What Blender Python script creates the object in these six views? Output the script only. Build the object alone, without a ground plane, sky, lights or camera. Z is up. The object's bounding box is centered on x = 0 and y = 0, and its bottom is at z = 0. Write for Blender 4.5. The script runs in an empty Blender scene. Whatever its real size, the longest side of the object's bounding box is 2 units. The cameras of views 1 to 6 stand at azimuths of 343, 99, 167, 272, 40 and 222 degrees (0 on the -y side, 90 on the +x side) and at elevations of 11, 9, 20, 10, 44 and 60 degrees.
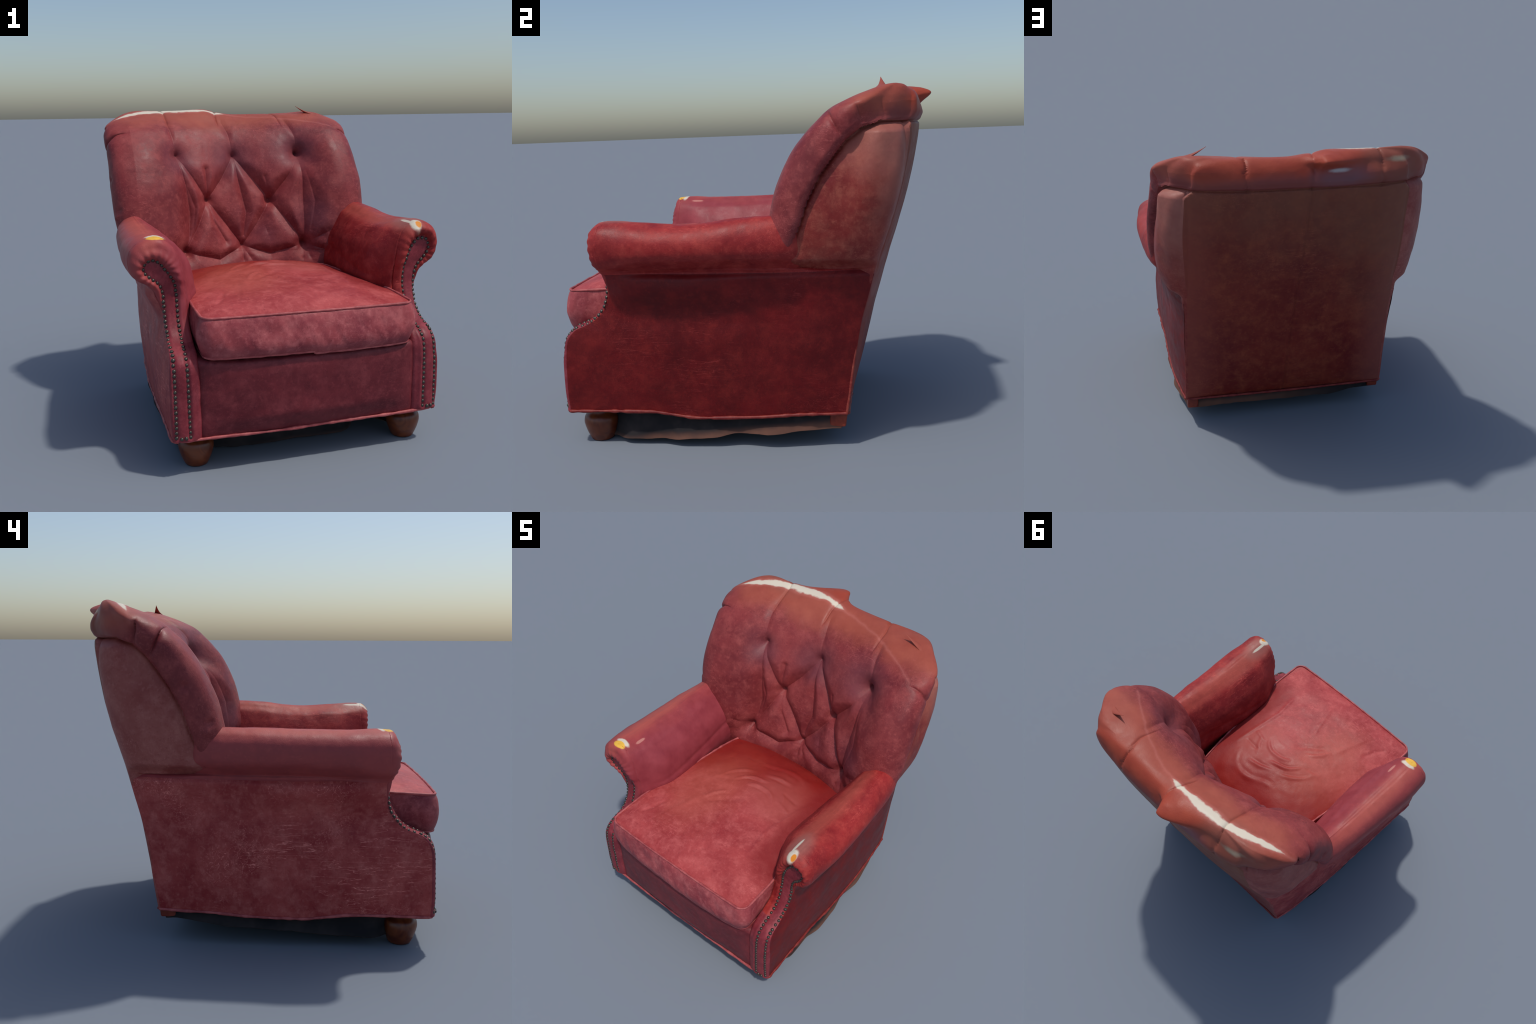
# Worn red leather club armchair: rolled arms with nail-studded front panels,
# tufted wing back, loose seat cushion, turned front feet.
import bpy, math
import numpy as np
from mathutils import Vector, Matrix

CX = 0.016                      # the chair stands slightly off the box centre
RNG = np.random.default_rng(7)

# ------------------------------------------------------------------ helpers
def interp(x, pts):
    a = np.asarray(pts, float)
    return np.interp(x, a[:, 0], a[:, 1])

def soft(x, pts):
    """Monotone cubic (PCHIP) through pts: a smooth profile curve."""
    a = np.asarray(pts, float); X, Y = a[:, 0], a[:, 1]
    h = np.diff(X); d = np.diff(Y) / h
    m = np.zeros(len(X))
    for i in range(1, len(X) - 1):
        if d[i - 1] * d[i] > 0:
            w1, w2 = 2 * h[i] + h[i - 1], h[i] + 2 * h[i - 1]
            m[i] = (w1 + w2) / (w1 / d[i - 1] + w2 / d[i])
    m[0], m[-1] = d[0], d[-1]
    x = np.clip(np.asarray(x, float), X[0], X[-1])
    k = np.clip(np.searchsorted(X, x, side='right') - 1, 0, len(h) - 1)
    t = (x - X[k]) / h[k]
    return ((2 * t ** 3 - 3 * t ** 2 + 1) * Y[k] + (t ** 3 - 2 * t ** 2 + t) * h[k] * m[k]
            + (3 * t ** 2 - 2 * t ** 3) * Y[k + 1] + (t ** 3 - t ** 2) * h[k] * m[k + 1])

def sm(x, a, b):
    t = np.clip((np.asarray(x, float) - a) / (b - a), 0, 1)
    return t * t * (3 - 2 * t)

def gauss(d, w):
    return np.exp(-(np.asarray(d) / w) ** 2)

def spline(pts, n, closed=False):
    """Catmull-Rom through pts, resampled to n points evenly by length."""
    p = np.asarray(pts, float)
    if closed:
        q = np.vstack([p[-1], p, p[0], p[1]])
    else:
        q = np.vstack([2 * p[0] - p[1], p, 2 * p[-1] - p[-2]])
    t = np.linspace(0, 1, 24, endpoint=False)[:, None]
    out = []
    for i in range(1, len(q) - 2):
        a, b, c, d = q[i - 1], q[i], q[i + 1], q[i + 2]
        out.append(.5 * (2 * b + (c - a) * t + (2 * a - 5 * b + 4 * c - d) * t ** 2
                         + (3 * b - a - 3 * c + d) * t ** 3))
    out = np.vstack(out + [q[-2][None] if not closed else p[0][None]])
    return resample(out, n)

def resample(p, n):
    s = np.r_[0, np.cumsum(np.linalg.norm(np.diff(p, axis=0), axis=1))]
    u = np.linspace(0, s[-1], n)
    return np.stack([np.interp(u, s, p[:, k]) for k in range(p.shape[1])], 1)

def seg_dist(P, line):
    """Distance of points P (...,k) to an open polyline, and arc position 0..1."""
    P = np.asarray(P, float); L = np.asarray(line, float)
    best = np.full(P.shape[:-1], 1e9); where = np.zeros(P.shape[:-1])
    n = len(L) - 1
    for i in range(n):
        d = L[i + 1] - L[i]
        t = np.clip(((P - L[i]) @ d) / max(d @ d, 1e-12), 0, 1)
        r = np.linalg.norm(P - L[i] - t[..., None] * d, axis=-1)
        m = r < best
        best = np.where(m, r, best); where = np.where(m, (i + t) / n, where)
    return best, where

def inside(P, poly):
    x, y = P[..., 0], P[..., 1]
    r = np.zeros(x.shape, bool)
    n = len(poly)
    for i in range(n):
        x0, y0 = poly[i]; x1, y1 = poly[(i + 1) % n]
        c = (y0 > y) != (y1 > y)
        r ^= c & (x < (x1 - x0) * (y - y0) / (y1 - y0 + 1e-15) + x0)
    return r

def vnoise(P, freq, seed=0):
    """Smooth 3D value noise in -1..1 for an array of points."""
    q = np.asarray(P, float) * freq + 37.1
    i = np.floor(q).astype(np.int64); f = q - i
    f = f * f * (3 - 2 * f)
    def h(a, b, c):
        n = (a * 374761393 + b * 668265263 + c * 2147483647 + seed * 1013904223) & 0xFFFFFFFF
        n = ((n ^ (n >> 13)) * 1274126177) & 0xFFFFFFFF
        n = n ^ (n >> 16)
        return (n & 0xFFFF) / 32767.5 - 1
    r = 0
    for a in (0, 1):
        for b in (0, 1):
            for c in (0, 1):
                w = ((f[..., 0] if a else 1 - f[..., 0]) * (f[..., 1] if b else 1 - f[..., 1])
                     * (f[..., 2] if c else 1 - f[..., 2]))
                r = r + w * h(i[..., 0] + a, i[..., 1] + b, i[..., 2] + c)
    return r

def lumps(P, seed=0, a=1.0):
    return a * (.0045 * vnoise(P, 5, seed) + .002 * vnoise(P, 13, seed + 1)
                + .0007 * vnoise(P, 34, seed + 2))

def grid_normals(P):
    du = np.gradient(P, axis=1); dv = np.gradient(P, axis=0)
    n = np.cross(du, dv)
    return n / (np.linalg.norm(n, axis=-1, keepdims=True) + 1e-12)

def grid_faces(nv, nu, closed=False):
    r = np.arange(nv - 1)[:, None]
    c = np.arange(nu if closed else nu - 1)[None]
    c1 = (c + 1) % nu
    f = np.stack(np.broadcast_arrays(r * nu + c, r * nu + c1, (r + 1) * nu + c1, (r + 1) * nu + c), -1)
    return f.reshape(-1, 4)

def link(ob, parent):
    bpy.context.scene.collection.objects.link(ob)
    ob.parent = parent
    return ob

def build(name, V, F, mat, parent, normals=None, smooth=True):
    me = bpy.data.meshes.new(name)
    me.from_pydata(np.asarray(V).tolist(), [], [list(map(int, f)) for f in F])
    me.materials.append(mat)
    if smooth:
        me.polygons.foreach_set('use_smooth', [True] * len(me.polygons))
    if normals is not None:
        me.normals_split_custom_set_from_vertices(np.asarray(normals).tolist())
    me.update()
    return link(bpy.data.objects.new(name, me), parent)

def weld(V, F, tol=1e-5):
    """Merge coincident points and drop the faces that collapse."""
    key = np.round(V / tol).astype(np.int64)
    _, first, inv = np.unique(key, axis=0, return_index=True, return_inverse=True)
    inv = inv.reshape(-1)
    V2 = V[first]; out = []; keep = []
    for k, f in enumerate(inv[F]):
        g = [f[0]]
        for a in f[1:]:
            if a != g[-1]:
                g.append(a)
        if g[-1] == g[0]:
            g.pop()
        if len(set(g)) == len(g) and len(g) >= 3:
            out.append(g); keep.append(k)
    return V2, out, np.array(keep)

def relax(V, F, w, rounds):
    """Pull weighted vertices towards the mean of their neighbours."""
    e = np.vstack([F[:, [0, 1]], F[:, [1, 2]], F[:, [2, 3]], F[:, [3, 0]]])
    e = e[e[:, 0] != e[:, 1]]
    e = np.unique(np.sort(e, 1), axis=0)
    e = e[(w[e] > 0).any(1)]
    cnt = np.bincount(e.ravel(), minlength=len(V)).astype(float)[:, None]
    cnt[cnt == 0] = 1
    w = w[:, None]
    for _ in range(rounds):
        acc = np.stack([np.bincount(e[:, 0], V[e[:, 1], k], len(V)) + np.bincount(e[:, 1], V[e[:, 0], k], len(V)) for k in range(3)], 1)
        V = V + np.where(w > 0, w * (acc / cnt - V), 0)
    return V

def split_build(V, F, region, names, mats, parent, flip=False):
    """One smooth surface cut into named parts that share borders and normals."""
    if flip:
        F = F[:, ::-1]
    V, F, keep = weld(V, F)
    region = region[keep]
    tmp = bpy.data.meshes.new('tmp')
    tmp.from_pydata(V.tolist(), [], F)
    tmp.update()
    nrm = np.zeros(len(V) * 3)
    tmp.vertices.foreach_get('normal', nrm)
    nrm = nrm.reshape(-1, 3)
    bpy.data.meshes.remove(tmp)
    obs = {}
    for k, nm in enumerate(names):
        idx = np.nonzero(region == k)[0]
        if not len(idx):
            continue
        fs = [F[i] for i in idx]
        used = np.unique(np.concatenate([np.array(f) for f in fs]))
        m = np.full(len(V), -1); m[used] = np.arange(len(used))
        obs[k] = build(nm, V[used], [m[f] for f in fs], mats[k], parent, nrm[used])
    return obs

def tube(name, pts, r, mat, parent, closed=False, seg=8, wob=0.0):
    p = np.asarray(pts, float); n = len(p)
    if closed:
        t = np.roll(p, -1, 0) - np.roll(p, 1, 0)
    else:
        t = np.gradient(p, axis=0)
    t /= np.linalg.norm(t, axis=1, keepdims=True) + 1e-12
    up = np.tile([0., 0., 1.], (n, 1))
    up[np.abs(t[:, 2]) > .8] = [0, 1, 0]
    if (np.abs(t[:, 2]) > .8).any():
        up[:] = [.35, .6, .45]
    a = np.cross(t, up); a /= np.linalg.norm(a, axis=1, keepdims=True) + 1e-12
    b = np.cross(t, a)
    rr = r * (1 + wob * vnoise(p, 30, 5))
    if not closed:
        rr[0] = rr[-1] = r * .05
    th = np.linspace(0, 2 * math.pi, seg, endpoint=False)
    V = p[:, None] + rr[:, None, None] * (np.cos(th)[None, :, None] * a[:, None] + np.sin(th)[None, :, None] * b[:, None])
    F = grid_faces(n, seg, True)
    if closed:
        c = np.arange(seg); c1 = (c + 1) % seg
        F = np.vstack([F, np.stack([(n - 1) * seg + c, (n - 1) * seg + c1, c1, c], 1)])
    return build(name, V.reshape(-1, 3), F, mat, parent)

# ---------------------------------------------------------------- materials
def srgb(r, g, b):
    f = lambda c: (c / 255 / 12.92) if c / 255 <= .04045 else ((c / 255 + .055) / 1.055) ** 2.4
    return (f(r), f(g), f(b), 1)

class Mat:
    """Small helper that wires node graphs on object coordinates."""
    def __init__(s, name):
        s.m = bpy.data.materials.new(name); s.m.use_nodes = True
        s.t = s.m.node_tree; s.n = s.t.nodes
        s.bsdf = s.n['Principled BSDF']
        s.co = s.n.new('ShaderNodeTexCoord').outputs['Object']
    def lk(s, a, b):
        s.t.links.new(a, b)
    def put(s, sock, v):
        if isinstance(v, (int, float, tuple)):
            sock.default_value = v
        else:
            s.lk(v, sock)
    def math(s, op, a, b=0.0, clamp=False):
        n = s.n.new('ShaderNodeMath'); n.operation = op; n.use_clamp = clamp
        s.put(n.inputs[0], a); s.put(n.inputs[1], b)
        return n.outputs[0]
    def mapping(s, scale=(1, 1, 1), loc=(0, 0, 0), rot=(0, 0, 0)):
        n = s.n.new('ShaderNodeMapping')
        n.inputs['Scale'].default_value = scale; n.inputs['Location'].default_value = loc
        n.inputs['Rotation'].default_value = rot
        s.lk(s.co, n.inputs['Vector'])
        return n.outputs[0]
    def noise(s, scale, detail=4, rough=.55, dist=0.0, vec=None):
        n = s.n.new('ShaderNodeTexNoise')
        n.inputs['Scale'].default_value = scale; n.inputs['Detail'].default_value = detail
        n.inputs['Roughness'].default_value = rough; n.inputs['Distortion'].default_value = dist
        s.lk(vec or s.co, n.inputs['Vector'])
        return n.outputs['Fac']
    def voronoi(s, scale, feature='F1', vec=None):
        n = s.n.new('ShaderNodeTexVoronoi'); n.feature = feature
        n.inputs['Scale'].default_value = scale
        s.lk(vec or s.co, n.inputs['Vector'])
        return n.outputs['Distance']
    def ramp(s, fac, a, b, lo=0.0, hi=1.0):
        n = s.n.new('ShaderNodeMapRange'); n.interpolation_type = 'SMOOTHSTEP'
        s.put(n.inputs['Value'], fac)
        n.inputs['From Min'].default_value = a; n.inputs['From Max'].default_value = b
        n.inputs['To Min'].default_value = lo; n.inputs['To Max'].default_value = hi
        return n.outputs[0]
    def mix(s, fac, a, b, mode='MIX'):
        n = s.n.new('ShaderNodeMix'); n.data_type = 'RGBA'; n.blend_type = mode
        s.put(n.inputs[0], fac); s.put(n.inputs[6], a); s.put(n.inputs[7], b)
        return n.outputs[2]
    def xyz(s):
        n = s.n.new('ShaderNodeSeparateXYZ'); s.lk(s.co, n.inputs[0])
        return n.outputs
    def spot(s, c, radii, soft=.3, wob=.35, wscale=28):
        """Mask of an uneven ellipsoid: 1 inside, 0 outside."""
        n = s.n.new('ShaderNodeVectorMath'); n.operation = 'SUBTRACT'
        s.lk(s.co, n.inputs[0]); n.inputs[1].default_value = c
        d = s.n.new('ShaderNodeVectorMath'); d.operation = 'DIVIDE'
        s.lk(n.outputs[0], d.inputs[0]); d.inputs[1].default_value = radii
        l = s.n.new('ShaderNodeVectorMath'); l.operation = 'LENGTH'
        s.lk(d.outputs[0], l.inputs[0])
        w = s.math('MULTIPLY', s.math('SUBTRACT', s.noise(wscale, 3), .5), wob * 2)
        return s.ramp(s.math('ADD', l.outputs['Value'], w), 1 - soft, 1 + soft, 1, 0)

def leather(name, light, mid, dark, rough=.50, scratch=.35, extra=None, mottle=1.0):
    k = Mat(name)
    big = k.noise(3.2, 5, .6, .6)
    med = k.noise(11, 5, .65, .3)
    col = k.mix(k.ramp(big, .28, .72), dark, mid)
    col = k.mix(k.ramp(med, .40, .85, 0, .62 * mottle), col, light)
    fine = k.noise(27, 4, .65, .2)
    col = k.mix(k.ramp(fine, .5, .8, 0, .35 * mottle), col, light)
    col = k.mix(k.ramp(fine, .5, .22, 0, .35 * mottle), col, dark)
    # pores: short dark flecks
    fl = k.noise(75, 3, .6)
    col = k.mix(k.ramp(fl, .55, .72, 0, .30 * mottle), col, tuple(c * .62 for c in dark[:3]) + (1,))
    fl2 = k.noise(48, 2, .5, 0, k.mapping((1, 1, 1), (3, 1, 2)))
    col = k.mix(k.ramp(fl2, .56, .74, 0, .22 * mottle), col, light)
    # pale scuff lines in two directions
    if scratch:
        for rot, sc, lo in (((.5, .9, .3), (1.2, 9, 9), 0), ((2.1, .4, 1.3), (9, 1.0, 9), 5)):
            v = k.noise(3.4, 4, .55, .5, k.mapping(sc, (lo, lo, lo), rot))
            line = k.ramp(k.math('ABSOLUTE', k.math('SUBTRACT', v, .5)), 0, .011, 1, 0)
            gate = k.ramp(k.noise(2.3, 2, .5, 0, k.mapping((1, 1, 1), (lo + 2, 4, lo))), .5, .66)
            col = k.mix(k.math('MULTIPLY', k.math('MULTIPLY', line, gate), scratch), col,
                        tuple(min(1, c * 1.45 + .025) for c in light[:3]) + (1,))
    if extra:
        col = extra(k, col)
    k.put(k.bsdf.inputs['Base Color'], col)
    k.put(k.bsdf.inputs['Roughness'], k.ramp(med, .3, .75, rough - .07, rough + .12))
    k.bsdf.inputs['Specular IOR Level'].default_value = .27
    b = k.n.new('ShaderNodeBump'); b.inputs['Strength'].default_value = .22
    b.inputs['Distance'].default_value = .004
    h = k.math('ADD', k.math('MULTIPLY', k.voronoi(130, 'DISTANCE_TO_EDGE'), .5), k.noise(60, 4, .6))
    k.lk(h, b.inputs['Height']); k.lk(b.outputs[0], k.bsdf.inputs['Normal'])
    return k.m

def plain(name, c1, c2, scale, rough=.6, metallic=0.0, spec=.3, dist=.0):
    k = Mat(name)
    k.put(k.bsdf.inputs['Base Color'], k.mix(k.ramp(k.noise(scale, 5, .6, dist), .35, .68), c1, c2))
    k.bsdf.inputs['Roughness'].default_value = rough
    k.bsdf.inputs['Metallic'].default_value = metallic
    k.bsdf.inputs['Specular IOR Level'].default_value = spec
    b = k.n.new('ShaderNodeBump'); b.inputs['Strength'].default_value = .2
    b.inputs['Distance'].default_value = .003
    k.lk(k.noise(scale * 4, 4), b.inputs['Height']); k.lk(b.outputs[0], k.bsdf.inputs['Normal'])
    return k.m

CREAM = srgb(214, 202, 182)

def back_marks(k, col):
    """Tanned top roll, plum patches by the tufts, and the bare strip on the crest."""
    x, y, z = k.xyz()
    tan = k.mix(k.noise(9, 4, .6), srgb(176, 92, 72), srgb(146, 64, 50))
    wob = k.math('MULTIPLY', k.math('SUBTRACT', k.noise(5, 3), .5), .22)
    zz = k.math('ADD', k.math('ADD', z, wob), k.math('MULTIPLY', k.math('MAXIMUM', k.math('SUBTRACT', y, .55), 0.0), .45))
    col = k.mix(k.ramp(zz, 1.66, 1.84, 0, .85), col, tan)
    col = k.mix(k.math('MULTIPLY', k.ramp(y, .80, .88), k.ramp(z, 1.66, 1.72)), col, k.mix(k.noise(10, 4), srgb(176, 78, 54), srgb(146, 54, 40)))
    low = k.math('MULTIPLY', k.ramp(k.math('ADD', z, k.math('MULTIPLY', wob, .5)), 1.735, 1.655), k.ramp(y, .62, .80))  # shading under the rear band, painted as a darker purple tint
    col = k.mix(k.math('MULTIPLY', low, .7), col, srgb(122, 62, 62))
    col = k.mix(k.math('MULTIPLY', k.spot((-.50, .83, 1.74), (.24, .12, .12), .5, .4, 8), .5), col, srgb(128, 84, 70))
    col = k.mix(k.math('MULTIPLY', k.spot((-.20, .90, 1.70), (.16, .10, .055), .6, .3, 10), .55), col, srgb(118, 92, 104))  # bluish window light under the flap, painted here with its pale streak below
    col = k.mix(k.spot((-.175, .93, 1.735), (.055, .05, .012), .7, .5, 26), col, srgb(186, 176, 178))
    col = k.mix(k.math('MULTIPLY', k.spot((-.56, .86, 1.77), (.06, .05, .012), .8, .5, 26), .6), col, srgb(190, 180, 150))
    for c, r in (((.40, .46, 1.56), (.17, .14, .14)), ((.0, .52, 1.50), (.16, .14, .12)),
                 ((-.38, .44, 1.50), (.11, .12, .11)), ((.50, .25, 1.12), (.10, .12, .12)),
                 ((.26, .40, 1.00), (.15, .1, .10))):
        col = k.mix(k.math('MULTIPLY', k.spot(c, r, .75, .4, 9), .5), col, srgb(98, 56, 66))
    # exposed lining where the leather has split along the crest
    xx = k.math('ADD', x, .40)
    line = k.math('ADD', k.math('SUBTRACT', .772, k.math('MULTIPLY', k.math('MULTIPLY', xx, xx), .42)),
                  k.math('MULTIPLY', xx, .20))
    line = k.math('ADD', line, k.math('MULTIPLY', k.math('SUBTRACT', k.noise(7, 2), .5), .05))
    line = k.math('ADD', line, k.math('MULTIPLY', k.math('SUBTRACT', k.noise(38, 3), .5), .016))
    d = k.math('ABSOLUTE', k.math('SUBTRACT', y, line))
    wid = k.math('MULTIPLY', k.math('MULTIPLY', k.ramp(x, -.80, -.66, 0, 1), k.ramp(x, -.08, .05, 1, 0)),
                 k.ramp(k.noise(6, 2), .3, .7, .022, .040))
    wid = k.math('SUBTRACT', wid, .010)
    edge = k.math('SUBTRACT', wid, d)
    m = k.math('MULTIPLY', k.ramp(edge, -.008, .006), k.ramp(z, 1.68, 1.72))
    halo = k.math('MULTIPLY', k.ramp(edge, -.03, .004), k.ramp(z, 1.68, 1.72))
    col = k.mix(k.math('MULTIPLY', halo, .35), col, srgb(206, 128, 118))
    return k.mix(m, col, CREAM)

def wing_marks(k, col):
    """Faded tan-rose towards the rear and top of the wing."""
    x, y, z = k.xyz()
    w = k.math('MULTIPLY', k.math('SUBTRACT', k.noise(5, 4, .6), .5), .35)
    f = k.math('ADD', k.math('ADD', y, w), k.math('MULTIPLY', k.math('SUBTRACT', z, 1.3), .5))
    return k.mix(k.ramp(f, .56, .86, 0, .7), col, k.mix(k.noise(20, 4), srgb(184, 122, 106), srgb(150, 86, 78)))

def panel_marks(k, col):
    """Olive-brown wear across the upper right of the outside back."""
    x, y, z = k.xyz()
    w = k.math('MULTIPLY', k.math('SUBTRACT', k.noise(3, 4, .6), .5), .9)
    f = k.math('ADD', k.math('ADD', k.math('MULTIPLY', k.math('SUBTRACT', z, .95), 1.1), w),
               k.math('MULTIPLY', x, -.55))
    col = k.mix(k.ramp(x, -.35, -.64, 0, .55), col, srgb(154, 90, 80))
    col = k.mix(k.ramp(x, .42, .66, 0, .5), col, srgb(150, 70, 58))
    return k.mix(k.ramp(f, -.15, .75, 0, .6), col, k.mix(k.noise(14, 4), srgb(142, 94, 70), srgb(116, 66, 50)))

def arm_marks(k, col):
    """Holes worn through the arm tops, showing yellow foam in a white fringe."""
    x, y, z = k.xyz()
    mv = k.math('ADD', x, k.math('MULTIPLY', k.math('SUBTRACT', k.noise(5, 3), .5), .2))
    col = k.mix(k.ramp(mv, -.5, -.8, 0, .55), col, srgb(166, 84, 84))
    col = k.mix(k.math('MULTIPLY', k.ramp(mv, -.78, -.60), k.ramp(mv, -.3, -.5)), col, k.mix(k.noise(12, 4), srgb(164, 72, 78), srgb(122, 38, 48)))
    for c, r in (((-.76, -.25, 1.19), (.05, .5, .08)), ((.70, -.30, 1.18), (.06, .45, .08))):
        col = k.mix(k.math('MULTIPLY', k.spot(c, r, .7, .5, 8), .45), col, srgb(196, 100, 82))
    col = k.mix(k.math('MULTIPLY', k.spot((.715, -.60, 1.19), (.07, .11, .06), .6, .3, 12), .7), col, srgb(160, 104, 94))
    for c, r, cc in (((-.722, -.625, 1.182), (.050, .022, .06), CREAM),
                     ((-.66, -.53, 1.175), (.009, .040, .05), srgb(190, 122, 112)),
                     ((.735, -.675, 1.175), (.030, .040, .06), CREAM),
                     ((.715, -.60, 1.19), (.009, .06, .05), CREAM)):
        col = k.mix(k.spot(c, r, .22, .2, 30), col, cc)
    col = k.mix(k.spot((-.728, -.652, 1.168), (.046, .026, .06), .12, .10, 30), col,
                k.mix(k.noise(40), srgb(240, 196, 82), srgb(222, 160, 52)))
    return k.mix(k.spot((.748, -.682, 1.165), (.017, .020, .05), .2, .12, 30), col, srgb(222, 138, 44))

def seat_marks(k, col):
    """Rose-tan middle, deep red towards the back."""
    x, y, z = k.xyz()
    w = k.math('MULTIPLY', k.math('SUBTRACT', k.noise(4, 4, .6, .4), .5), .35)
    yy = k.math('ADD', k.math('ADD', y, w), k.math('MULTIPLY', k.math('ABSOLUTE', k.math('SUBTRACT', x, .08)), .25))
    red = k.mix(k.noise(8, 4), srgb(124, 20, 22), srgb(150, 40, 32))
    col = k.mix(k.ramp(yy, -.26, .02, 0, .95), col, red)
    col = k.mix(k.math('MULTIPLY', k.spot((-.20, -.35, .86), (.22, .35, .2), .6, .5, 5), .5), col, srgb(176, 84, 66))
    col = k.mix(k.math('MULTIPLY', k.spot((.22, -.16, .86), (.20, .20, .2), .5, .4, 7), .55), col, srgb(172, 84, 76))
    return k.mix(k.math('MULTIPLY', k.math('MULTIPLY', k.ramp(x, .33, .42, 0, 1), k.ramp(yy, -.75, -.5)), .75), col, srgb(134, 36, 36))

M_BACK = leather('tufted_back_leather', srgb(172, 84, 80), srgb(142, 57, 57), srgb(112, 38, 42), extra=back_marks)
M_ARM = leather('arm_leather', srgb(190, 74, 64), srgb(156, 42, 40), srgb(122, 24, 28), extra=arm_marks)
M_FRONT = leather('arm_panel_leather', srgb(172, 80, 86), srgb(140, 50, 58), srgb(112, 34, 44), scratch=.2)
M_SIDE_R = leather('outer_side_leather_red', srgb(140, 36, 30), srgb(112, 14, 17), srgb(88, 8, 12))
M_SIDE_L = leather('outer_side_leather_rose', srgb(206, 118, 108), srgb(174, 74, 70), srgb(140, 36, 40), scratch=.85)  # base colours lightened for window light baked into the left side
M_WING_R = leather('wing_leather_red', srgb(176, 98, 80), srgb(142, 54, 46), srgb(116, 30, 30), extra=wing_marks)
M_WING_L = leather('wing_leather_rose', srgb(186, 116, 106), srgb(160, 88, 80), srgb(138, 58, 54))
M_PANEL = leather('outside_back_leather', srgb(156, 78, 52), srgb(126, 44, 32), srgb(102, 20, 22), extra=panel_marks)
M_SEAT = leather('seat_leather', srgb(208, 108, 104), srgb(178, 74, 72), srgb(148, 48, 50), extra=seat_marks)
M_BORDER = leather('cushion_border_leather', srgb(204, 116, 114), srgb(168, 76, 78), srgb(128, 48, 56), scratch=.2, mottle=1.1)
M_APRON = leather('apron_leather', srgb(148, 66, 70), srgb(118, 42, 48), srgb(94, 28, 36), scratch=.15)
M_WELT = plain('welt_leather', srgb(152, 66, 68), srgb(184, 94, 92), 20, .5)
M_WELT_R = plain('welt_leather_red', srgb(112, 30, 30), srgb(138, 54, 46), 20, .5)
M_NAIL = plain('aged_nail_metal', srgb(96, 90, 82), srgb(58, 54, 50), 60, .42, .75, .5)
M_WOOD = plain('stained_wood', srgb(118, 58, 28), srgb(84, 32, 16), 9, .32, 0, .5, 1.5)
M_STUB = plain('red_stained_wood', srgb(140, 54, 34), srgb(104, 28, 18), 14, .45, 0, .4)
def dust_cloth_material():
    k = Mat('black_dust_cloth')
    x, y, z = k.xyz()
    n = k.noise(6, 5, .6)
    col = k.mix(k.ramp(n, .35, .7), srgb(40, 38, 40), srgb(58, 52, 52))
    f = k.math('ADD', z, k.math('MULTIPLY', k.math('SUBTRACT', n, .5), .05))
    f = k.math('ADD', f, k.math('MULTIPLY', y, -.10))
    dust = k.math('MULTIPLY', k.ramp(f, .115, .07), k.ramp(x, -.45, .3))
    col = k.mix(k.math('MULTIPLY', dust, .85), col, k.mix(k.noise(15), srgb(128, 88, 72), srgb(96, 68, 60)))
    k.put(k.bsdf.inputs['Base Color'], col)
    k.bsdf.inputs['Roughness'].default_value = .9
    k.bsdf.inputs['Specular IOR Level'].default_value = .1
    return k.m
M_CLOTH = dust_cloth_material()
M_CLOTH_EDGE = plain('dusty_cloth_edge', srgb(104, 84, 72), srgb(78, 62, 54), 12, .9, 0, .1)
M_BUTTON = plain('button_leather', srgb(140, 62, 60), srgb(112, 42, 44), 30, .5)

# ------------------------------------------------------------------- chair
chair = bpy.data.objects.new('leather_armchair', None)
chair.empty_display_size = .2
bpy.context.scene.collection.objects.link(chair)
chair['label'] = 'worn red leather club armchair with tufted back and nailhead trim'
chair['category'] = 'leather armchair'

# ---- shared outlines
FRONT = [(.17, -.922), (.21, -.926), (.31, -.928), (.5, -.922), (.567, -.912), (.605, -.892), (.632, -.862),
         (.648, -.825), (.668, -.785), (.705, -.738), (.77, -.698), (.85, -.676), (.90, -.677), (.95, -.685),
         (1.0, -.692), (1.1, -.694), (1.22, -.690)]
_f = spline(FRONT, 400)
def y_front(z):
    return np.interp(z, _f[:, 0], _f[:, 1])

BACK = [(.15, .535), (.18, .541), (.31, .562), (.42, .577), (.65, .614), (.80, .654), (.94, .692), (1.12, .748),
        (1.30, .798), (1.45, .828), (1.55, .844), (1.63, .852)]
BOW = [(.15, -.018), (.20, -.010), (.30, .016), (.45, .040), (.65, .056), (1.0, .058), (1.24, .058), (1.5, .064), (1.63, .066),
       (1.66, .054), (1.70, .042), (1.76, .022), (1.806, .0)]     # outside back is stuffed: centre bows out
def y_back(z):
    return soft(z, BACK)

def z_bottom(y):
    return soft(y, [(-.95, .193), (-.65, .196), (-.48, .194), (-.365, .180), (-.22, .164), (.07, .172), (.34, .186), (.56, .186)])

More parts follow.
